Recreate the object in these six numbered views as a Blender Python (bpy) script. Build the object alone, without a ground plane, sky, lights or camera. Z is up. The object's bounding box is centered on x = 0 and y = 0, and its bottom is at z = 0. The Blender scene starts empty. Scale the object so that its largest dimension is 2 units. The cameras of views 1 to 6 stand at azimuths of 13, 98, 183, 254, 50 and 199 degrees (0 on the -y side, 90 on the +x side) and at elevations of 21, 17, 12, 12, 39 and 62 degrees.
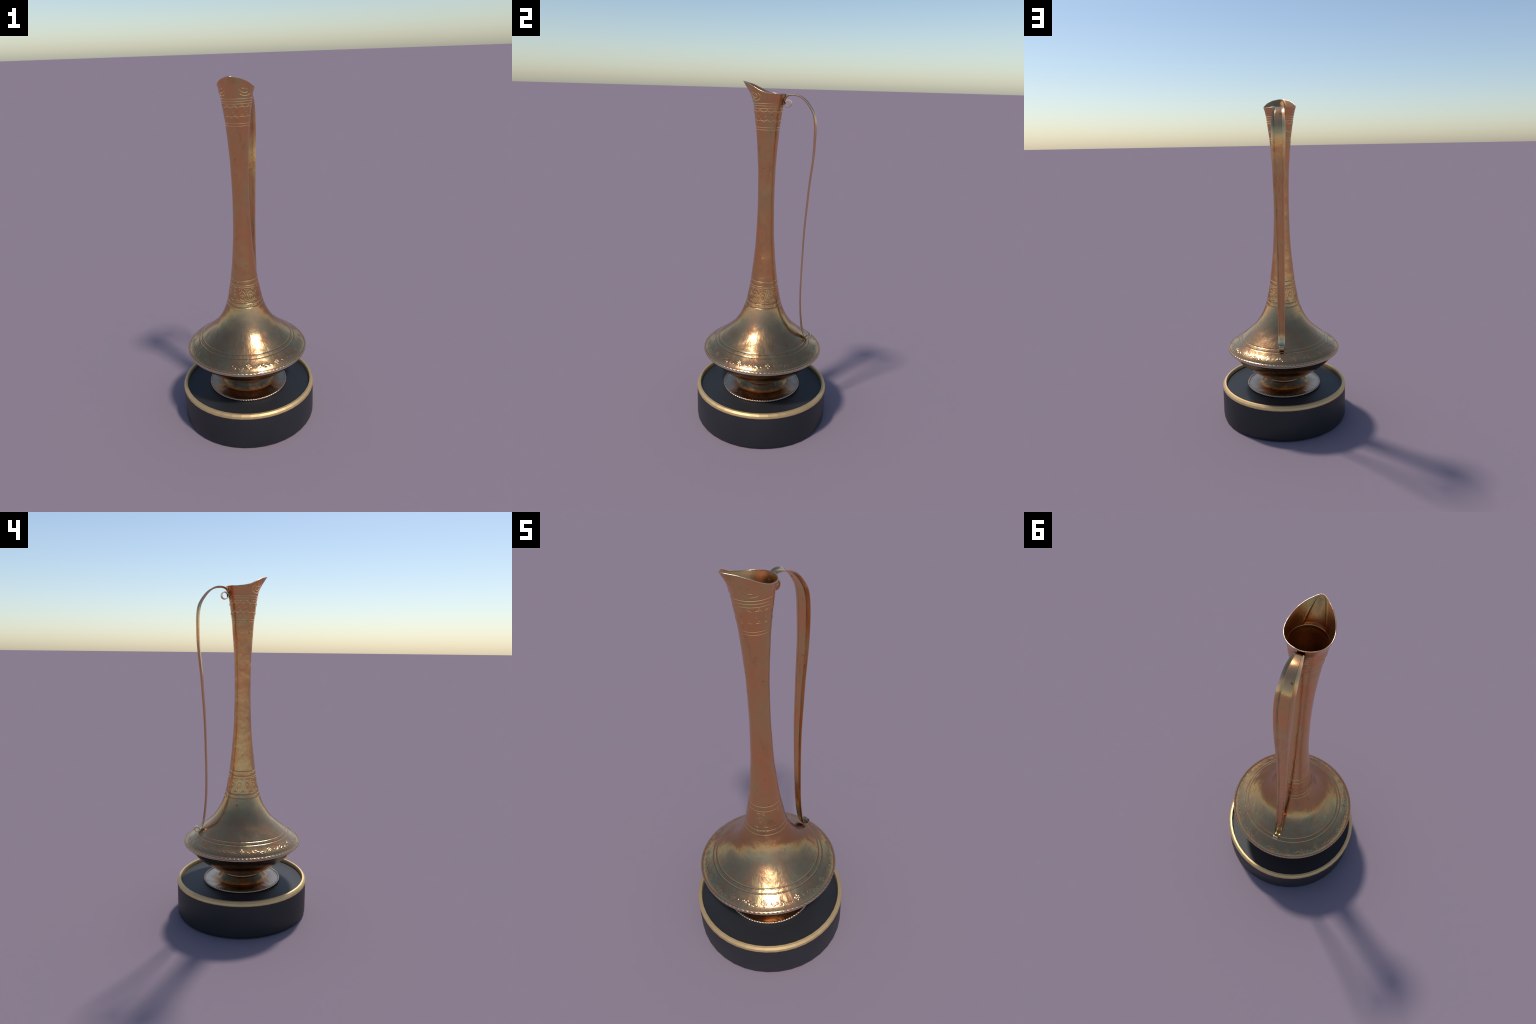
"""A tall engraved copper ewer (long-necked pouring jug with a strap handle)
standing on a round black plinth with a gilt ring.  Built part by part."""
import bpy, math, random
import numpy as np

random.seed(7)
TAU = math.tau
COL = bpy.context.scene.collection


# ------------------------------------------------------------------ helpers
def spline(x, xk, yk):
    """natural cubic spline through the knots (xk, yk)"""
    xk, yk, x = (np.asarray(a, float) for a in (xk, yk, x))
    n = len(xk)
    h = np.diff(xk)
    A, B = np.eye(n), np.zeros(n)
    for i in range(1, n - 1):
        A[i, i - 1], A[i, i], A[i, i + 1] = h[i - 1], 2 * (h[i - 1] + h[i]), h[i]
        B[i] = 6 * ((yk[i + 1] - yk[i]) / h[i] - (yk[i] - yk[i - 1]) / h[i - 1])
    m = np.linalg.solve(A, B)
    i = np.clip(np.searchsorted(xk, x) - 1, 0, n - 2)
    t, hh = np.clip(x, xk[0], xk[-1]) - xk[i], h[i]
    return (m[i] * (hh - t) ** 3 / (6 * hh) + m[i + 1] * t ** 3 / (6 * hh)
            + (yk[i] / hh - m[i] * hh / 6) * (hh - t) + (yk[i + 1] / hh - m[i + 1] * hh / 6) * t)


def smooth_path(pts, step):
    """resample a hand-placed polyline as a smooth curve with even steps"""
    p = np.asarray(pts, float)
    s = np.r_[0, np.cumsum(np.linalg.norm(np.diff(p, axis=0), axis=1))]
    n = max(3, int(s[-1] / step) + 1)
    q = np.linspace(0, s[-1], n)
    return np.stack([spline(q, s, p[:, k]) for k in range(p.shape[1])], 1)


def grid_mesh(P, name, wrap_u=True, wrap_v=False, normals=None, flip=False):
    """P[v, u, 3] -> quad mesh; optional vertex normals shared with neighbours"""
    nv, nu = P.shape[:2]
    idx = np.arange(nv * nu).reshape(nv, nu)
    a = idx if wrap_v else idx[:-1]
    b = np.roll(idx, -1, 0) if wrap_v else idx[1:]
    if wrap_u:
        q = np.stack([a, np.roll(a, -1, 1), np.roll(b, -1, 1), b], -1)
    else:
        q = np.stack([a[:, :-1], a[:, 1:], b[:, 1:], b[:, :-1]], -1)
    q = q.reshape(-1, 4)
    if flip:
        q = q[:, ::-1]
    me = bpy.data.meshes.new(name)
    me.from_pydata(P.reshape(-1, 3).tolist(), [], q.tolist())
    me.shade_smooth()
    if normals is not None:
        me.normals_split_custom_set_from_vertices(normals.reshape(-1, 3).tolist())
    return me


def grid_normals(P, sign=1.0):
    du = np.roll(P, -1, 1) - np.roll(P, 1, 1)
    dv = np.gradient(P, axis=0)
    n = np.cross(du, dv) * sign
    return n / np.maximum(np.linalg.norm(n, axis=-1, keepdims=True), 1e-12)


def join_meshes(parts, name):
    """merge (verts, faces) pairs into one mesh"""
    V, F, o = [], [], 0
    for v, f in parts:
        V += [tuple(x) for x in v]
        F += [tuple(i + o for i in face) for face in f]
        o += len(v)
    me = bpy.data.meshes.new(name)
    me.from_pydata(V, [], F)
    me.shade_smooth()
    return me


def add(me, name, parent, mat, kind=None, rot=0.0):
    ob = bpy.data.objects.new(name, me)
    COL.objects.link(ob)
    ob.parent = parent
    ob.rotation_euler = (0, 0, rot)
    if mat and not me.materials:
        me.materials.append(mat)
    if kind:
        ob["kind"] = kind
    return ob


# ---------------------------------------------------------------- materials
class Nodes:
    def __init__(self, name):
        self.mat = bpy.data.materials.new(name)
        self.mat.use_nodes = True
        self.nt = self.mat.node_tree
        self.b = self.nt.nodes["Principled BSDF"]
        self.co = self.nt.nodes.new("ShaderNodeTexCoord").outputs["Object"]

    def new(self, kind, ins=None, **attrs):
        n = self.nt.nodes.new(kind)
        for k, v in attrs.items():
            setattr(n, k, v)
        for k, v in (ins or {}).items():
            if isinstance(v, bpy.types.NodeSocket):
                self.nt.links.new(v, n.inputs[k])
            else:
                n.inputs[k].default_value = v
        return n

    def scaled(self, s):
        return self.new("ShaderNodeMapping", {"Vector": self.co, "Scale": s}).outputs[0]

    def noise(self, scale, detail=3.0, rough=0.55, vec=None, dist=0.0):
        return self.new("ShaderNodeTexNoise", {"Vector": vec or self.co, "Scale": scale, "Detail": detail,
                                               "Roughness": rough, "Distortion": dist}).outputs["Fac"]

    def remap(self, v, a, b, c=0.0, d=1.0):
        return self.new("ShaderNodeMapRange", {0: v, 1: a, 2: b, 3: c, 4: d}).outputs[0]

    def math(self, op, a, b=0.0):
        return self.new("ShaderNodeMath", {0: a, 1: b}, operation=op).outputs[0]

    def mix(self, f, a, b):
        n = self.nt.nodes.new("ShaderNodeMix")
        n.data_type = "RGBA"
        for s, v in ((n.inputs[0], f), (n.inputs[6], a), (n.inputs[7], b)):
            if isinstance(v, bpy.types.NodeSocket):
                self.nt.links.new(v, s)
            else:
                s.default_value = v
        return n.outputs[2]

    def bump(self, h, strength, dist, normal=None):
        ins = {"Height": h, "Strength": strength, "Distance": dist}
        if normal:
            ins["Normal"] = normal
        return self.new("ShaderNodeBump", ins).outputs[0]

    def out(self, **kw):
        for k, v in kw.items():
            k = k.replace("_", " ")
            if isinstance(v, bpy.types.NodeSocket):
                self.nt.links.new(v, self.b.inputs[k])
            else:
                self.b.inputs[k].default_value = v
        return self.mat


def copper(name, handle=False, tint=(1, 1, 1), rough=0.17, clean=False, foot=False):
    m = Nodes(name)
    c = lambda r, g, b: (r * tint[0], g * tint[1], b * tint[2], 1)
    # patches of redder copper and of browner, brassier tarnish
    patch = m.remap(m.noise(9.0, 4.0, 0.6, m.scaled((1, 1, 0.7)), 0.4), 0.38, 0.62)
    col = m.mix(patch, c(0.84, 0.395, 0.172), c(0.71, 0.475, 0.215))
    fine = m.remap(m.noise(34.0, 5.0, 0.65), 0.35, 0.7)
    col = m.mix(m.math("MULTIPLY", fine, 0.35), col, c(0.66, 0.38, 0.17))
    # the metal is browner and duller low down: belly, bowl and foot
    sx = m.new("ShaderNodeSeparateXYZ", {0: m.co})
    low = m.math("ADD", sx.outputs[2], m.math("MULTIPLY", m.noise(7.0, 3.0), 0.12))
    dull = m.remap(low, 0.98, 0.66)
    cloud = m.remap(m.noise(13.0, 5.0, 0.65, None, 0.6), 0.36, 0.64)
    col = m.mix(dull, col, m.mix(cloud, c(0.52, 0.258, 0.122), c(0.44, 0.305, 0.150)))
    if foot:  # orange ring paints in the collar's reflection; the collar itself is simply darker
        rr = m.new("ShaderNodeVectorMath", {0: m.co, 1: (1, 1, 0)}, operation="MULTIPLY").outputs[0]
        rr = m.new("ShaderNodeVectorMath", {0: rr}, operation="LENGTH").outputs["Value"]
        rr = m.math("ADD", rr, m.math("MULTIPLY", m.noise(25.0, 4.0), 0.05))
        foot_tone = m.remap(rr, 0.222, 0.175)
        col = m.mix(m.math("MULTIPLY", foot_tone, 0.93), m.mix(0.5, col, c(0.64, 0.54, 0.42)),
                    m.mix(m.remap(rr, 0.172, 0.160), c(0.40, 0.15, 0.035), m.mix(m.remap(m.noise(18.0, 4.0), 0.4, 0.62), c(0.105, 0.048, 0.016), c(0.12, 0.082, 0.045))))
    if not clean:
        smudge = m.remap(m.noise(9.0, 6.0, 0.72, m.scaled((1.6, 1.6, 0.8)), 0.5), 0.57, 0.70)
        col = m.mix(m.math("MULTIPLY", smudge, 0.55), col, c(0.34, 0.25, 0.13))
        specks = m.remap(m.noise(46.0, 2.0, 0.5), 0.70, 0.76)
        col = m.mix(m.math("MULTIPLY", specks, 0.75), col, c(0.16, 0.10, 0.05))
    if handle:
        # verdigris and grime sitting in the fold lines
        g = m.remap(m.noise(16.0, 4.0, 0.65, m.scaled((3.0, 1, 0.5))), 0.42, 0.62)
        half = m.new("ShaderNodeValToRGB", {0: m.math("DIVIDE", sx.outputs[2], 2.0)})
        el = half.color_ramp.elements          # half width of the strap over height / 2
        for e, (p, w) in zip((el[0], el[1]), ((0.30, 0.0203), (0.93, 0.0388))):
            e.position, e.color = p, (w, w, w, 1)
        for p, w in ((0.435, 0.0228), (0.515, 0.0238), (0.615, 0.0272), (0.76, 0.0335), (0.866, 0.0394)):
            el.new(p).color = (w, w, w, 1)
        side = m.math("DIVIDE", m.math("ABSOLUTE", sx.outputs[0]), half.outputs[0])
        off = m.math("ABSOLUTE", m.math("SUBTRACT", side, 0.57))
        cr = m.remap(off, 0.16, 0.02)
        fa = m.math("MULTIPLY", m.math("ADD", g, 0.12), cr)
        col = m.mix(m.math("MULTIPLY", fa, m.remap(sx.outputs[0], -0.005, 0.005, 0.35, 0.85)), col, c(0.26, 0.26, 0.14))
        col = m.mix(m.math("MULTIPLY", m.remap(sx.outputs[2], 0.63, 0.56), 0.6), col, c(0.66, 0.57, 0.37))
    else:
        # dark solder stain where the handle meets the back of the neck
        d = m.new("ShaderNodeVectorMath", {0: m.co, 1: (0.0, 0.086, 1.903)}, operation="SUBTRACT").outputs[0]
        d = m.new("ShaderNodeVectorMath", {0: d, 1: (1.0, 1.0, 0.9)}, operation="MULTIPLY").outputs[0]
        d = m.new("ShaderNodeVectorMath", {0: d}, operation="LENGTH").outputs["Value"]
        d = m.math("ADD", d, m.math("MULTIPLY", m.noise(60.0, 3.0), 0.02))
        st = m.remap(d, 0.052, 0.03)
        col = m.mix(m.math("MULTIPLY", st, 0.8), col, c(0.16, 0.12, 0.06))
    # baked shading painted in: paler ridges and darker hollows of the chased lines
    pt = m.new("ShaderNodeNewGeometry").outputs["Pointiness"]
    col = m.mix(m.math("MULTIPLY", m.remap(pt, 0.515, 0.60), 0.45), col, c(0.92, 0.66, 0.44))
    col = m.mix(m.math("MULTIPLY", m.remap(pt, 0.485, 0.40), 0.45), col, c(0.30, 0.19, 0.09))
    ro = m.remap(m.noise(14.0, 5.0, 0.65), 0.3, 0.7, rough - 0.04, rough + 0.09)
    # beaten, hand-raised sheet: soft dents, faint streaks and a fine grain
    n1 = m.bump(m.noise(11.0, 2.0, 0.5), 0.10 if handle else 0.24, 0.012)
    n2 = m.bump(m.noise(30.0, 3.0, 0.6, m.scaled((1, 1, 0.7))), 0.12 if handle else 0.24, 0.004, n1)
    # drawn streaks running down the slope
    fl = m.new("ShaderNodeVectorMath", {0: m.co, 1: (1, 1, 0)}, operation="MULTIPLY").outputs[0]
    fl = m.new("ShaderNodeVectorMath", {0: fl}, operation="NORMALIZE").outputs[0]
    fl = m.new("ShaderNodeVectorMath", {0: fl, 1: (9.0, 9.0, 9.0)}, operation="MULTIPLY").outputs[0]
    fl = m.new("ShaderNodeVectorMath", {0: fl, 1: m.scaled((0, 0, 14.0))}, operation="ADD").outputs[0]
    n2 = m.bump(m.noise(1.7, 4.0, 0.62, fl), 0.05 if handle else 0.23, 0.003, n2)
    n3 = m.bump(m.noise(160.0, 2.0, 0.5), 0.06, 0.002, n2)
    return m.out(Base_Color=col, Metallic=1.0, Roughness=ro, Normal=n3)


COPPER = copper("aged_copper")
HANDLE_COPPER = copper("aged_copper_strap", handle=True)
TRIM_COPPER = copper("pale_copper_trim", clean=True, tint=(1.12, 1.28, 1.75), rough=0.26)  # paler, greyer tint stands in for sky reflected on the rounded trim
FOOT_COPPER = copper("dark_centre_copper_foot", foot=True, rough=0.2)
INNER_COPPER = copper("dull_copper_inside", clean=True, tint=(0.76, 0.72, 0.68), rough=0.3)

m = Nodes("black_lacquer")
tone = m.remap(m.noise(5.0, 3.0), 0.3, 0.7)
BLACK = m.out(Base_Color=m.mix(tone, (0.016, 0.017, 0.020, 1), (0.021, 0.022, 0.025, 1)), Roughness=0.5)
m = Nodes("satin_gilt")
tone = m.remap(m.noise(12.0, 3.0), 0.3, 0.7)
GILT = m.out(Base_Color=m.mix(tone, (0.74, 0.50, 0.235, 1), (0.80, 0.545, 0.262, 1)), Metallic=0.82, Roughness=0.5)
m = Nodes("dark_solder")
tone = m.remap(m.noise(90.0, 4.0), 0.35, 0.65)
SOLDER = m.out(Base_Color=m.mix(tone, (0.05, 0.035, 0.018, 1), (0.28, 0.16, 0.06, 1)), Metallic=0.7, Roughness=0.55,
               Normal=m.bump(m.noise(120.0, 4.0), 0.6, 0.004))

# ------------------------------------------------------------------- plinth
plinth = bpy.data.objects.new("display_plinth", None)
COL.objects.link(plinth)
plinth["label"] = "low round black plinth with a gilt ring"
plinth["category"] = "plinth"

NS = 40                                     # the plinth is turned in 40 flats
az40 = np.arange(NS) * TAU / NS


def turned(profile, az):
    r, z = np.asarray(profile, float).T
    return np.stack([r[:, None] * np.cos(az), r[:, None] * np.sin(az), np.repeat(z[:, None], len(az), 1)], -1)


drum_prof = [(0.0005, 0.0), (0.386, 0.0), (0.3905, 0.002), (0.396, 0.010), (0.398, 0.020), (0.398, 0.196), (0.3972, 0.2008),
             (0.394, 0.2015), (0.372, 0.2015)]
me = grid_mesh(turned(drum_prof, az40), "plinth_drum")
me.set_sharp_from_angle(angle=math.radians(40))
add(me, "plinth_drum", plinth, BLACK)
me = grid_mesh(turned([(0.374, 0.196), (0.372, 0.2005), (0.0005, 0.2008)], np.arange(160) * TAU / 160), "plinth_top")
me.set_sharp_from_angle(angle=math.radians(30))
add(me, "plinth_top", plinth, BLACK)
# the ring: a chamfered band in 48 flats, lying on the edge of the drum
ring_prof = [(0.3985, 0.1985), (0.3995, 0.2030), (0.3965, 0.2130), (0.3882, 0.2225), (0.3785, 0.2240), (0.3760, 0.2170), (0.3755, 0.1990)]
me = grid_mesh(turned(ring_prof, np.arange(48) * TAU / 48), "plinth_ring", wrap_v=True)
me.shade_flat()
add(me, "plinth_ring", plinth, GILT)

# --------------------------------------------------------------------- ewer
ewer = bpy.data.objects.new("copper_ewer", None)
COL.objects.link(ewer)
ewer["label"] = "tall long-necked engraved copper ewer with strap handle"
ewer["category"] = "ewer"

NA = 480
AZ = np.arange(NA) * TAU / NA

# outline of shoulder and neck, radius over height
Zk = [0.455, 0.462, 0.470, 0.480, 0.495, 0.510, 0.525, 0.540, 0.555, 0.570, 0.585, 0.600, 0.630, 0.660, 0.700, 0.750,
      0.800, 0.860, 0.950, 1.080, 1.220, 1.380, 1.540, 1.680, 1.780, 1.880, 1.8915]
Rk = [0.3545, 0.3515, 0.3450, 0.3345, 0.3125, 0.2910, 0.2710, 0.2520, 0.2338, 0.2160, 0.1992, 0.1838, 0.1600, 0.1408,
      0.1214, 0.1043, 0.0925, 0.0822, 0.0704, 0.0570, 0.0494, 0.0465, 0.0491, 0.0576, 0.0669, 0.0812, 0.0830]
radius = lambda z: spline(z, Zk, Rk)

# engraved lines round the neck and shoulder: (height, depth, half width)
LINES = [(1.8790, 0.0010, 0.0016), (1.8662, 0.0010, 0.0016), (1.7676, 0.0009, 0.0015), (1.7550, 0.0009, 0.0015),
         (0.8985, 0.0013, 0.0019), (0.8717, 0.0013, 0.0019), (0.7660, 0.0013, 0.0020), (0.7425, 0.0013, 0.0020),
         (0.5300, 0.0013, 0.0017), (0.5160, 0.0013, 0.0017), (0.4660, 0.0012, 0.0016)]
TOP = 1.8915


def profile_heights(z0, z1):
    z = list(np.linspace(z0, z1, int((z1 - z0) / 0.004)))
    for h, d, w in LINES + [(TOP, 0, 0.0020)]:
        z += [h + w * k / 3 for k in range(-8, 9)]
    for lo, hi in ((1.784, 1.864), (0.768, 0.870), (0.874, 0.896), (0.745, 0.764)):   # finer where there is relief
        z += list(np.arange(lo, hi, 0.0011))
    z = np.unique(np.round([x for x in z if z0 <= x <= z1], 5))
    return z[np.r_[True, np.diff(z) > 0.00025]]


def groove(z):
    g = np.zeros_like(z)
    for h, d, w in LINES:
        g -= d * np.exp(-((z - h) / w) ** 2)
    g -= 0.0014 * np.exp(-((z - TOP) / 0.0019) ** 2)
    return g


def dents(x, y, z):
    """slow irregularity of hand-raised metal"""
    return (0.0005 * np.sin(23 * x + 17 * z + 1.0) * np.sin(19 * y - 13 * z + 0.4)
            + 0.0003 * np.sin(41 * x - 37 * y + 29 * z) * np.sin(31 * z + 2.0 + 27 * y))


def lathe(z, az=AZ, extra=True):
    r = radius(z)
    dz = np.gradient(r, z)
    nr, nz = 1 / np.hypot(1, dz), -dz / np.hypot(1, dz)
    g = groove(z)
    R, H = (r + g * nr)[:, None], (z + g * nz)[:, None]
    P = np.stack([R * np.cos(az), R * np.sin(az), np.broadcast_to(H, (len(z), len(az)))], -1)
    if extra:
        d = dents(P[..., 0], P[..., 1], P[..., 2]) * np.clip((P[..., 2] - 0.48) / 0.03, 0, 1) * np.clip((TOP - P[..., 2]) / 0.05, 0, 1)
        P = P + d[..., None] * np.stack([nr[:, None] * np.cos(az), nr[:, None] * np.sin(az),
                                         np.broadcast_to(nz[:, None], (len(z), len(az)))], -1)
    return P


# ---- mouth with the pulled-out pouring lip; f = angle from the lip (-y)
FRONT = np.radians([0, 4, 8, 12, 17, 25, 34, 45, 56, 70, 90, 130, 180])
LIP_R = [0.1388, 0.1365, 0.1318, 0.1265, 0.1205, 0.1132, 0.1073, 0.1025, 0.0990, 0.0968, 0.0962, 0.0962, 0.0966]
RIM_Y = [-0.1395, -0.120, -0.100, -0.075, -0.050, -0.025, 0.0, 0.024, 0.050, 0.097]
RIM_Z = [1.9990, 1.9935, 1.9870, 1.9755, 1.9630, 1.9525, 1.9448, 1.9405, 1.9385, 1.9398]


def rim_rz(f):
    a = np.abs((f + math.pi) % TAU - math.pi)
    r = spline(a, FRONT, LIP_R)
    wavy = 0.0004 * np.sin(7 * f + 1.0) + 0.0003 * np.sin(13 * f + 2.2)
    return r, spline(-r * np.cos(f), RIM_Y, RIM_Z) + wavy * np.clip(a / 0.3, 0, 1), a


def spout_point(f, v, inset=0.0, crease=0.3):
    """point on the mouth: f angle from the lip, v 0 (neck line) .. 1 (rim)"""
    f, v = np.asarray(f, float), np.asarray(v, float)
    rr, rz, a = rim_rz(f)
    L = np.hypot(rr - 0.083, rz - TOP)
    k1 = 0.34 + 0.36 * np.exp(-(a / 0.5) ** 2)
    h00, h10 = 2 * v ** 3 - 3 * v ** 2 + 1, v ** 3 - 2 * v ** 2 + v
    h01, h11 = -2 * v ** 3 + 3 * v ** 2, v ** 3 - v ** 2
    r = h00 * 0.083 + h10 * L * 0.158 + h01 * rr + h11 * L * k1 / np.hypot(1, k1)
    z = h00 * TOP + h10 * L * 0.987 + h01 * rz + h11 * L / np.hypot(1, k1)
    # pressed tongue: two creases run from the neck line to the tip
    fc = np.radians(31 * (1 - v) ** 0.9 + 6)
    w = np.radians(2.6)
    fade = np.clip(v / 0.12, 0, 1) * np.clip((1 - v) / 0.1, 0, 1)
    r = r + crease * fade * (0.0022 / (1 + np.exp((a - fc) / (w * 0.35))) - 0.0016 * np.exp(-((a - fc) / w) ** 2))
    r = r - inset - 0.0014 * np.exp(-(v * L / 0.0019) ** 2)
    az = f - math.pi / 2
    return np.stack([r * np.cos(az), r * np.sin(az), z], -1)


# ---- raised (repousse) ornament: ridges and bosses worked into the sheet.
# Every motif is a list of strands (points, height, half width) and bosses
# (centre, height, half width), drawn in one cell that repeats round the turn.
def ridge_field(U, V, strands, bosses, scale_u, scale_v, step=0.0006):
    """height of the relief over cell coordinates U, V (scaled to metres)"""
    out = np.zeros(np.broadcast(U, V).shape)
    X, Y = np.broadcast_arrays(U * scale_u, V * scale_v)
    for pts, h, w in strands:
        p = np.asarray(pts, float) * [scale_u if np.isscalar(scale_u) else float(np.mean(scale_u)), scale_v if np.isscalar(scale_v) else float(np.mean(scale_v))]
        p = smooth_path(p, step)
        near = (X > p[:, 0].min() - 3 * w) & (X < p[:, 0].max() + 3 * w) & (Y > p[:, 1].min() - 3 * w) & (Y < p[:, 1].max() + 3 * w)
        if not near.any():
            continue
        t = np.linspace(0, 1, len(p))
        k = 0.45 + 0.55 * np.clip(np.minimum(t, 1 - t) * 5, 0, 1)
        d2 = (X[near][:, None] - p[:, 0]) ** 2 + (Y[near][:, None] - p[:, 1]) ** 2
        i = d2.argmin(1)
        g = h * k[i] * np.exp(-d2[np.arange(len(i)), i] / w ** 2)
        out[near] = np.maximum(out[near], g)
    for (u, v), h, w in bosses:
        su = scale_u if np.isscalar(scale_u) else float(np.mean(scale_u))
        sv = scale_v if np.isscalar(scale_v) else float(np.mean(scale_v))
        out = np.maximum(out, h * np.exp(-((X - u * su) ** 2 + (Y - v * sv) ** 2) / w ** 2))
    return out


def band_relief(z, az, z0, z1, phase, period, r_mean, strands, bosses, wobble=0.25):
    """relief for the rows z0..z1 of a turned grid, repeated every `period` degrees"""
    rows = np.where((z > z0) & (z < z1))[0]
    cols = int(round(len(az) * period / 360))
    a = np.degrees(az[:cols]) - phase
    a = (a + period / 2) % period - period / 2
    k = r_mean * math.pi / 180
    cell = np.zeros((len(rows), cols))
    for sh in (-period, 0, period):                       # strands may run over the cell edge
        cell = np.maximum(cell, ridge_field(a[None, :] + sh, z[rows][:, None], strands, bosses, k, 1.0))
    full = np.tile(cell, (1, len(az) // cols))
    full = full * (1 - wobble + wobble * np.sin(5 * az + 1.3) * np.sin(9 * az + z0 * 40))
    out = np.zeros((len(z), len(az)))
    out[rows] = full
    return out


PH = 4.6
# upper neck: two wavy vines with buds above the crests and tendrils below, and
# a row of small stars between them
upper_strands, upper_bosses = [], [((-8.5, 1.8228), 0.0018, 0.0022)]
for z0, amp in ((1.8482, 0.0026), (1.7998, 0.0016)):
    upper_strands.append(([(a, z0 + amp * math.cos(math.radians(12 * a)) + amp * 0.25 * math.sin(math.radians(36 * a)))
                           for a in np.arange(-15, 15.01, 1.5)], 0.0017, 0.0021))
    upper_strands.append(([(0, z0 + amp), (0.9, z0 + amp + 0.003), (0.2, z0 + amp + 0.006)], 0.0012, 0.0017))
    upper_strands.append(([(8.5, z0 - amp * 0.3), (11, z0 - amp - 0.001), (12.8, z0 - amp - 0.0045), (11.4, z0 - amp - 0.0072)], 0.0016, 0.0018))
    upper_bosses += [((0, z0 + amp + 0.0068), 0.0020, 0.0024), ((11.4, z0 - amp - 0.0070), 0.0015, 0.0020)]

# lower neck: band of eye-shaped leaves under arches, with tendrils between
oval = [(8.3 * math.sin(w) * (1 - 0.12 * math.cos(w)), 0.7975 - 0.0178 * math.cos(w)) for w in np.linspace(0.25, TAU - 0.25, 26)]
leaf_strands = [(oval, 0.0009, 0.0022),
                ([(-3.6, 0.8035), (-2.4, 0.8085), (0.3, 0.8105), (2.8, 0.8085), (3.8, 0.8020)], 0.0014, 0.0021),
                ([(-11.5, 0.8060), (-9.0, 0.8170), (-6.0, 0.8270), (-1.5, 0.8330), (3.5, 0.8315), (7.5, 0.8240), (10.5, 0.8120), (12.0, 0.8030)], 0.0014, 0.0022),
                ([(14.2, 0.8440), (15.0, 0.8340), (14.6, 0.8220), (15.2, 0.8080), (14.8, 0.7980)], 0.0012, 0.0020),
                ([(18.5, 0.8180), (17.2, 0.8040), (15.4, 0.7930), (12.0, 0.7850), (8.5, 0.7790)], 0.0012, 0.0020),
                ([(6.5, 0.7755), (10.5, 0.7800), (15.0, 0.7815), (19.5, 0.7800), (23.5, 0.7755)], 0.0014, 0.0022),
                ([(8.6, 0.8460), (10.5, 0.8480), (12.6, 0.8490)], 0.0013, 0.0020),
                ([(a, 0.8562 + 0.0018 * math.cos(math.radians(12 * (a - 14)))) for a in np.arange(-15, 15.01, 1.5)], 0.0014, 0.0022)]
leaf_bosses = [((0.4, 0.8005), 0.0014, 0.0030), ((10.2, 0.8465), 0.0014, 0.0024), ((19.6, 0.8460), 0.0014, 0.0024), ((-3.0, 0.8440), 0.0012, 0.0022)]

# two narrow bands of small irregular nicks
rng = random.Random(3)
nicks = [([(a - 1.8 * q, 0.885 - 0.006 * rng.uniform(0.5, 1)), (a, 0.886), (a + 1.7 * q, 0.885 + 0.006 * rng.uniform(0.5, 1))], 0.0006, 0.0016)
         for a, q in ((-11, 1), (-6.5, -1), (-1.5, 1), (3.0, 1), (7.5, -1), (12.0, 1))]
scales = [([(a - 3.2, 0.7485), (a - 2.0, 0.7560), (a, 0.7595), (a + 2.2, 0.7555), (a + 3.0, 0.7480)], 0.0009, 0.0017) for a in (-10, -1.5, 7.5)]

# shoulder band: flowers alternating with little scrolling vines; s runs out and
# down the slope in metres, measured from the middle of the band
flower_strands = [([(-1.0, -0.0115), (-0.3, -0.0145), (0.8, -0.0120)], 0.0012, 0.0020),
                  ([(0.0, 0.009), (-0.4, 0.013), (0.3, 0.0165)], 0.0013, 0.0020),
                  ([(-2.1, 0.004), (-2.5, -0.004), (-1.6, -0.010)], 0.0012, 0.0020),
                  ([(2.0, -0.005), (2.4, 0.002), (1.5, 0.008)], 0.0008, 0.0018)]
flower_bosses = [((0, 0), 0.0015, 0.0026), ((-0.2, -0.0155), 0.0014, 0.0022)]
for w, q in ((0.0, 1.0), (1.05, 0.85), (2.1, 0.9), (3.14, 1.0), (4.2, 0.9), (5.25, 0.85)):
    flower_bosses.append(((1.45 * math.cos(w + 0.5), 0.0085 * math.sin(w + 0.5)), 0.0016 * q, 0.0026))
vine_strands = [([(-9.0, 0.002), (-8.0, 0.0075), (-6.3, 0.0090), (-4.8, 0.0040), (-3.2, 0.0045), (-1.6, 0.0105), (0.0, 0.0075), (1.4, 0.0020),
                  (3.0, 0.0055), (4.4, 0.0100), (6.0, 0.0060), (7.4, 0.0075), (8.4, 0.0130), (9.2, 0.0115)], 0.0014, 0.0021),
                ([(-0.6, 0.009), (-1.6, 0.000), (-0.6, -0.006), (0.6, -0.003)], 0.0013, 0.0020),
                ([(0.8, 0.004), (1.6, 0.013), (1.0, 0.019)], 0.0014, 0.0020),
                ([(-4.6, 0.004), (-4.2, -0.003), (-3.2, -0.003)], 0.0012, 0.0018),
                ([(4.2, 0.010), (4.6, 0.017), (5.6, 0.017)], 0.0012, 0.0018)]
vine_bosses = [((a, q), 0.0014, w) for a, q, w in ((-9.0, 0.002, 0.0021), (-6.6, 0.0095, 0.0020), (-0.6, -0.005, 0.0022), (1.0, 0.018, 0.0023), (-3.2, -0.002, 0.0019),
                                                   (5.6, 0.0165, 0.0019), (9.2, 0.0115, 0.0021), (2.6, 0.005, 0.0020), (-1.8, 0.011, 0.0020))]

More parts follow.
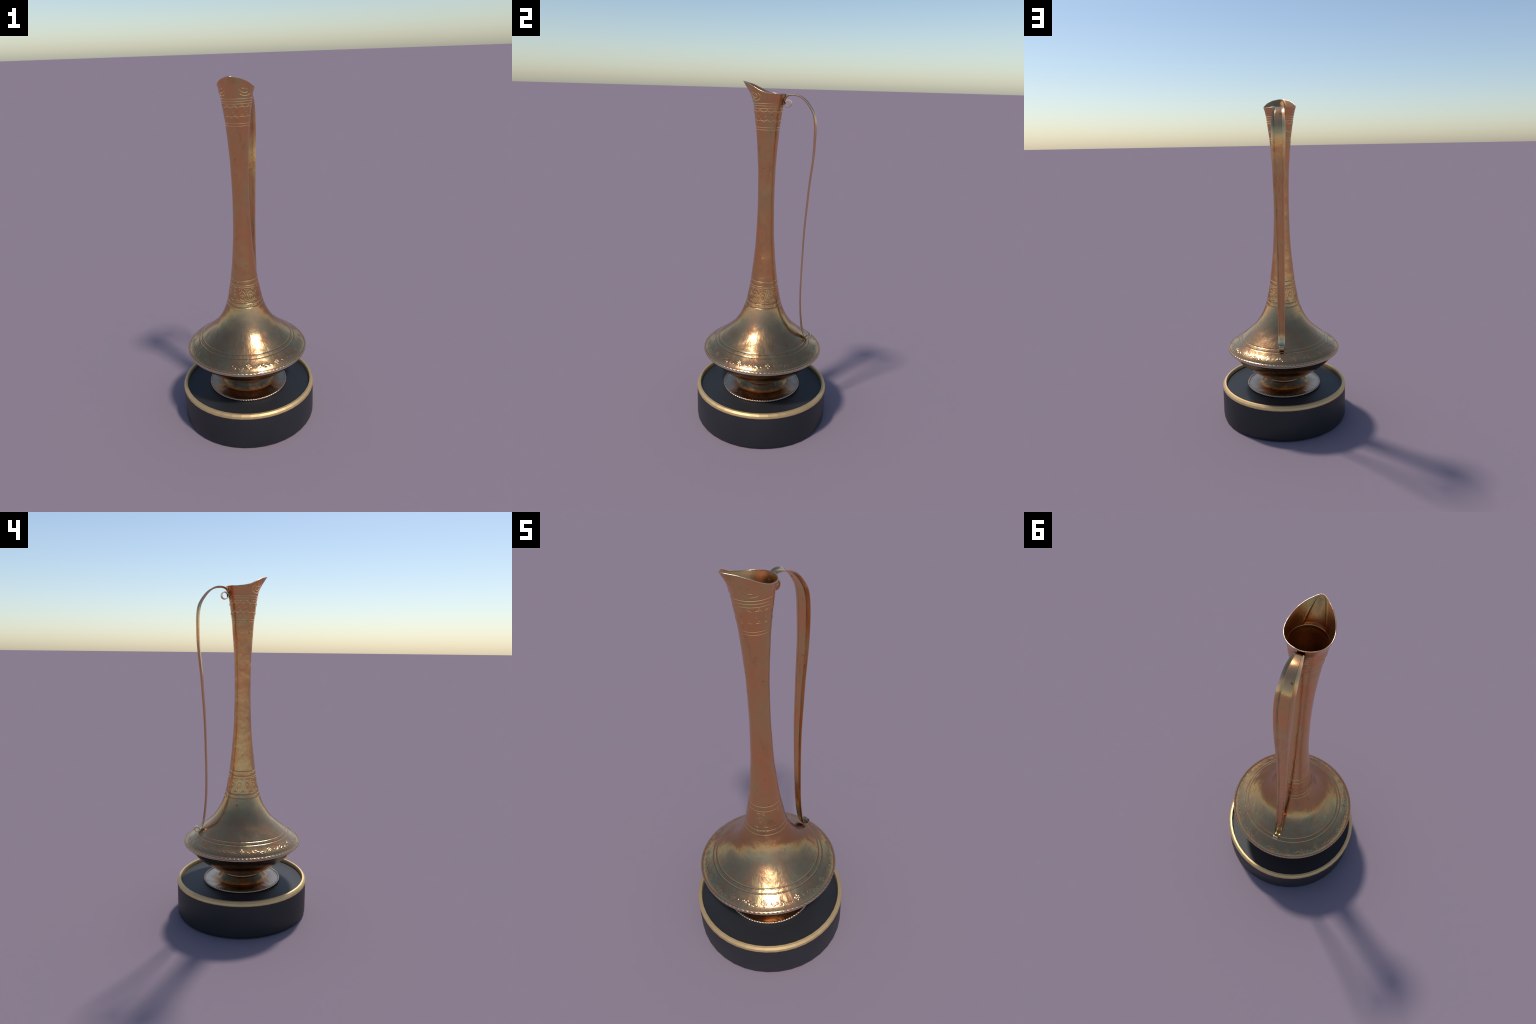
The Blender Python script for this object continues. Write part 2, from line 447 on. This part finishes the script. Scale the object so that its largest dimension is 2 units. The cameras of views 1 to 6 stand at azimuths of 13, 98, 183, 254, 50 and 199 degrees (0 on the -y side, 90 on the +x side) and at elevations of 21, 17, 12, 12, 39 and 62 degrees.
# scrolls chased on both cheeks of the spout (degrees from the lip, share of height)
scrolls = [([(9, 0.80), (15, 0.66), (24, 0.55), (33, 0.51), (40, 0.54), (43, 0.63), (39, 0.69)], 0.0014, 0.0026),
           ([(12, 0.62), (20, 0.47), (30, 0.34), (42, 0.29), (52, 0.34), (55, 0.48), (49, 0.55), (45, 0.50)], 0.0015, 0.0027),
           ([(16, 0.40), (24, 0.24), (36, 0.14), (52, 0.14), (66, 0.27), (70, 0.50), (64, 0.66), (56, 0.70)], 0.0013, 0.0027),
           ([(20, 0.26), (28, 0.15), (36, 0.09)], 0.0011, 0.0024),
           ([(4, 0.86), (8, 0.66), (10, 0.50)], 0.0010, 0.0024)]
scroll_bosses = [((39.0, 0.70), 0.0013, 0.0026), ((46, 0.52), 0.0014, 0.0030)]


def lift(P, N, h):
    return P + N * h[..., None]


# neck and shoulder as one surface, cut into named pieces along engraved lines
z_all = profile_heights(0.455, TOP)
P_lathe = lathe(z_all)
N0 = grid_normals(P_lathe)
H = (band_relief(z_all, AZ, 1.784, 1.8655, PH, 30, 0.0740, upper_strands, upper_bosses, 0.3)
     + band_relief(z_all, AZ, 0.768, 0.869, PH, 30, 0.0900, leaf_strands, leaf_bosses, 0.4)
     + band_relief(z_all, AZ, 0.874, 0.896, PH, 30, 0.0790, nicks, [], 0.5)
     + band_relief(z_all, AZ, 0.745, 0.7640, PH, 30, 0.1030, scales, [], 0.5))
P_lathe = lift(P_lathe, N0, H)
V_sp = np.unique(np.r_[np.linspace(0, 0.12, 18), np.linspace(0.12, 1, 78)])
F_AZ = (AZ + math.pi / 2)
P_spout = spout_point(F_AZ[None, :], V_sp[:, None])
f_signed = np.degrees((F_AZ + math.pi) % TAU - math.pi)
rr, rz, _ = rim_rz(F_AZ)
reach = np.hypot(rr - 0.083, rz - TOP)
Hs = ridge_field(np.abs(f_signed)[None, :], V_sp[:, None], scrolls, scroll_bosses, 0.098 * math.pi / 180, 0.085)
# crumpled folds pressed into the tongue
folds = [([(0.5, 0.93), (-1.5, 0.80), (3.0, 0.66), (1.5, 0.50)], 0.0013, 0.0021), ([(-7.0, 0.78), (-4.5, 0.62), (-6.5, 0.48)], 0.0013, 0.0020),
         ([(5.5, 0.72), (8.0, 0.58), (6.0, 0.46)], 0.0010, 0.0018), ([(-9, 0.46), (0, 0.42), (9, 0.46)], 0.0008, 0.0018)]
Hs = Hs - ridge_field(f_signed[None, :], V_sp[:, None], folds, [], 0.125 * math.pi / 180, 0.115)
# irregular chasing of the tongue
Hs = Hs + 0.0005 * np.exp(-(f_signed[None, :] / 9) ** 2) * np.sin(V_sp[:, None] * 31 + f_signed[None, :] * 0.55) * np.clip(V_sp[:, None] * 3, 0, 1)
P_spout = lift(P_spout, grid_normals(P_spout), Hs * np.clip((1 - V_sp) / 0.06, 0, 1)[:, None])
P_all = np.concatenate([P_lathe[:-1], P_spout])
N_all = grid_normals(P_all)
cuts = [int(np.argmin(np.abs(z_all - q))) for q in (0.516, 0.7425, 0.8717, 1.7550, TOP)] + [len(P_all) - 1]
for name, a, b in zip(("shoulder", "leaf_band", "neck", "vine_band", "spout"), cuts[:-1], cuts[1:]):
    add(grid_mesh(P_all[a:b + 1], name, normals=N_all[a:b + 1]), name, ewer, COPPER)

# the flowered band of the shoulder is turned on a finer grid
NB = 1680
AZB = np.arange(NB) * TAU / NB
z_band = np.unique(np.r_[np.arange(0.466, 0.516, 0.0009), [0.466 + 0.0005 * k for k in range(8)], [0.516 - 0.0005 * k for k in range(8)], 0.466, 0.516])
z_band = z_band[np.r_[True, np.diff(z_band) > 0.0002]]
zz = np.linspace(0.455, 0.53, 1500)
arc = np.r_[0, np.cumsum(np.hypot(np.diff(zz), np.diff(radius(zz))))]
s_band = np.interp(0.4905, zz, arc) - np.interp(z_band, zz, arc)
P_band = lathe(z_band, AZB)
H = np.zeros(P_band.shape[:2])
for phase, st, bo in ((15.3, flower_strands, flower_bosses), (0.3, vine_strands, vine_bosses)):
    H = np.maximum(H, band_relief(s_band, AZB, -0.024, 0.024, phase, 30, 0.3180, st, bo))
P_band = lift(P_band, grid_normals(P_band), H)
add(grid_mesh(P_band, "shoulder_band", normals=grid_normals(P_band)), "shoulder_band", ewer, COPPER)
i_rim = int(np.argmin(np.abs(z_all - 0.466)))
add(grid_mesh(P_all[:i_rim + 1], "shoulder_edge", normals=N_all[:i_rim + 1]), "shoulder_edge", ewer, COPPER)

# inner wall of mouth and neck (the sheet is about 3 mm thick)
Pi = np.concatenate([lathe(np.linspace(1.30, TOP - 0.006, 60), extra=False) * [1, 1, 1],
                     spout_point(F_AZ[None, :], V_sp[:, None], crease=1.0)])
rad = np.hypot(Pi[..., 0], Pi[..., 1])[..., None]
Pi = Pi * np.concatenate([(rad - 0.0032) / rad, (rad - 0.0032) / rad, np.ones_like(rad)], -1)
add(grid_mesh(Pi, "inner_wall", normals=grid_normals(Pi, -1), flip=True), "inner_wall", ewer, INNER_COPPER)

# rolled bead along the rim
rim = spout_point(F_AZ, np.ones_like(F_AZ))
rim = rim - 0.0015 * np.stack([np.cos(AZ), np.sin(AZ), 0 * AZ], -1)
ang = np.arange(10) * TAU / 10
t = np.roll(rim, -1, 0) - np.roll(rim, 1, 0)
t /= np.linalg.norm(t, axis=1, keepdims=True)
out = np.cross(t, [0, 0, 1])
out /= np.linalg.norm(out, axis=1, keepdims=True)
upv = np.cross(out, t)
Pb = rim[None] + 0.0024 * (np.cos(ang)[:, None, None] * out + np.sin(ang)[:, None, None] * upv)
add(grid_mesh(Pb, "rim_bead", wrap_v=True, flip=True), "rim_bead", ewer, TRIM_COPPER)

# ---- underside bowl, waist bead and spreading foot: one turned outline
foot_knots = [(0.2318, 0.2088), (0.2050, 0.2090), (0.1800, 0.2094), (0.1640, 0.2102), (0.1545, 0.2118), (0.1480, 0.2155), (0.1420, 0.2215),
              (0.1345, 0.2305), (0.1262, 0.2410), (0.1192, 0.2505), (0.1147, 0.2565), (0.1130, 0.2640)]
bowl_knots = [(0.1140, 0.2600), (0.1200, 0.2648), (0.1420, 0.2745), (0.1700, 0.2900), (0.2134, 0.3200), (0.2640, 0.3600),
              (0.3060, 0.4010), (0.3340, 0.4300), (0.3500, 0.4480), (0.3540, 0.4560)]
foot_curve = smooth_path(foot_knots, 0.0018)
bowl_curve = smooth_path(bowl_knots, 0.0022)
t = np.gradient(bowl_curve, axis=0)
t /= np.linalg.norm(t, axis=1, keepdims=True)
nb = np.stack([t[:, 1], -t[:, 0]], 1)
for r0, d in ((0.3380, 0.0011), (0.3300, 0.0011), (0.3215, 0.0008)):
    bowl_curve = bowl_curve - nb * (d * np.exp(-((bowl_curve[:, 0] - r0) / 0.002) ** 2))[:, None]
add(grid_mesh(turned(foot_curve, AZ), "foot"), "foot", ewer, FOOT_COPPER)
add(grid_mesh(turned(bowl_curve, AZ), "bowl_underside"), "bowl_underside", ewer, COPPER)
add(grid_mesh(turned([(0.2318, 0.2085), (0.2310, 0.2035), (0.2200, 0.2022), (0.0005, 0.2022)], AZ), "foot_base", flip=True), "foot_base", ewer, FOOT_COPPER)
bead = [(0.1160 + 0.0040 * math.cos(a), 0.2590 + 0.0040 * math.sin(a)) for a in np.arange(12) * TAU / 12]
add(grid_mesh(turned(bead, AZ), "waist_bead", wrap_v=True), "waist_bead", ewer, TRIM_COPPER)
lip = [(0.3490 + 0.0042 * math.cos(a), 0.4485 + 0.0042 * math.sin(a)) for a in np.arange(12) * TAU / 12]
add(grid_mesh(turned(lip, AZ), "belly_lip", wrap_v=True), "belly_lip", ewer, TRIM_COPPER)


# ---- twisted rope edges on the belly and on the foot
def rope(R, z, minor, lay, strands, name, tall=1.0, depth=0.42):
    nu, nv = strands * 10, 18
    u = np.arange(nu) * TAU / nu
    v = np.arange(nv) * TAU / nv
    ph = 0.5 * (strands * u[None, :] + lay * v[:, None])
    rr = minor * (1.12 - depth + depth * np.abs(np.sin(ph)) ** 0.8)
    R2 = R + rr * np.cos(v)[:, None]
    Z2 = z + tall * rr * np.sin(v)[:, None]
    return grid_mesh(np.stack([R2 * np.cos(u), R2 * np.sin(u), Z2], -1), name, wrap_v=True)


add(rope(0.3478, 0.4572, 0.0062, 2, 96, "belly_rope_trim", 1.0, 0.30), "belly_rope_trim", ewer, TRIM_COPPER)
add(rope(0.2295, 0.2075, 0.0060, 2, 96, "foot_rope_trim", 1.0), "foot_rope_trim", ewer, TRIM_COPPER)


# ------------------------------------------------------------------- handle
# spine of the strap in the x = 0 plane, from the upper curl over the arch and
# down to the lower curl; the third number is the width of the strap
spine = []
for d in np.arange(152, -181, -19):                       # upper curl
    r = 0.0175 - 0.003 * max(0, d + 60) / 180
    spine.append((0.1055 + r * math.cos(math.radians(d)), 1.8927 + r * math.sin(math.radians(d)), 0.029))
spine += [(0.0892, 1.9050, 0.029), (0.0930, 1.9152, 0.030), (0.1010, 1.9255, 0.034), (0.1146, 1.9318, 0.042), (0.1320, 1.9328, 0.050),
          (0.1520, 1.9305, 0.058), (0.1745, 1.9215, 0.065), (0.1955, 1.9060, 0.070), (0.2132, 1.8858, 0.0745),
          (0.2310, 1.8600, 0.0775), (0.2425, 1.8360, 0.0790), (0.2483, 1.8118, 0.0795), (0.2515, 1.7870, 0.0795), (0.2530, 1.7620, 0.0792),
          (0.2533, 1.7345, 0.0788), (0.2515, 1.6320, 0.0735), (0.2422, 1.5210, 0.0670), (0.2345, 1.4360, 0.0625), (0.2292, 1.3490, 0.0588),
          (0.2220, 1.2320, 0.0545), (0.2184, 1.1200, 0.0498), (0.2166, 1.0300, 0.0477), (0.2148, 0.8730, 0.0455), (0.2170, 0.7530, 0.0435),
          (0.2228, 0.6780, 0.0420), (0.2275, 0.6370, 0.0412), (0.2332, 0.6010, 0.0405), (0.2403, 0.5750, 0.0395), (0.2505, 0.5490, 0.0370)]
for d in np.arange(-135, 200, 22):                        # lower curl
    r = 0.0165 - 0.0025 * max(0, d - 40) / 160
    spine.append((0.2795 + r * math.cos(math.radians(d)), 0.5465 + r * math.sin(math.radians(d)), 0.0290))
sp = smooth_path(np.asarray(spine) * [1, 1, 1], 0.0025)
tg = np.gradient(sp[:, :2], axis=0)
tg /= np.linalg.norm(tg, axis=1, keepdims=True)
nm = np.stack([-tg[:, 1], tg[:, 0]], 1)
W = sp[:, 2] / 2
s = np.r_[0, np.cumsum(np.linalg.norm(np.diff(sp[:, :2], axis=0), axis=1))]
ends = np.clip(np.minimum((s - 0.08) / 0.05, (s[-1] - 0.09 - s) / 0.05), 0.12, 1)
D = 0.165 * W * ends                               # how far the side flanges fold outward
TH = 0.0044 - 0.0015 * ends
# half section (x / W, outward / D): flat panel, crease, folded flange
sec = [(-1.0, 1.0), (-0.82, 0.56), (-0.63, 0.05), (-0.57, -0.12), (-0.51, 0.0), (-0.25, 0.06), (0.0, 0.08),
       (0.25, 0.06), (0.51, 0.0), (0.57, -0.12), (0.63, 0.05), (0.82, 0.56), (1.0, 1.0)]
loop = [(x, d, 0) for x, d in sec] + [(x * 0.985, d, 1) for x, d in reversed(sec)]
P = np.zeros((len(sp), len(loop), 3))
for j, (x, d, o) in enumerate(loop):
    off = D * d + TH * o
    P[:, j, 0] = W * x
    P[:, j, 1] = sp[:, 0] + nm[:, 0] * off
    P[:, j, 2] = sp[:, 1] + nm[:, 1] * off
# wavering of hand-cut strip
P[:, :, 0] += (0.0010 * np.sin(9 * P[:, :1, 2] + 1) * np.clip((P[:, :1, 2] - 0.6) / 0.2, 0, 1))
me = grid_mesh(P, "handle", flip=True)
import bmesh
bm = bmesh.new()
bm.from_mesh(me)
bm.verts.ensure_lookup_table()
nL = len(loop)
for base in (0, (len(sp) - 1) * nL):
    bm.faces.new([bm.verts[base + k] for k in range(nL)])
bmesh.ops.recalc_face_normals(bm, faces=bm.faces)
bm.to_mesh(me)
bm.free()
me.shade_smooth()
me.set_sharp_from_angle(angle=math.radians(14))
add(me, "handle", ewer, HANDLE_COPPER)


# solder lumps at both ends of the handle
def lump(center, size, name, seed):
    rng = np.random.default_rng(seed)
    ph = rng.uniform(0, TAU, 6)
    u, v = np.arange(24) * TAU / 24, np.linspace(0.02, math.pi - 0.02, 14)
    d = np.stack([np.sin(v)[:, None] * np.cos(u), np.sin(v)[:, None] * np.sin(u), np.cos(v)[:, None] + 0 * u], -1)
    k = 1 + 0.13 * np.sin(3 * d[..., 0] + ph[0]) * np.sin(4 * d[..., 2] + ph[1]) + 0.10 * np.sin(7 * d[..., 1] + ph[2] + 5 * d[..., 0])
    return grid_mesh(np.asarray(center) + d * k[..., None] * np.asarray(size), name, flip=True)


add(lump((0.0, 0.0880, 1.9000), (0.017, 0.0042, 0.0190), "solder_joint", 1), "solder_joint", ewer, SOLDER)
add(lump((0.0, 0.2620, 0.5255), (0.010, 0.0075, 0.0045), "solder_joint", 2), "solder_joint", ewer, SOLDER)
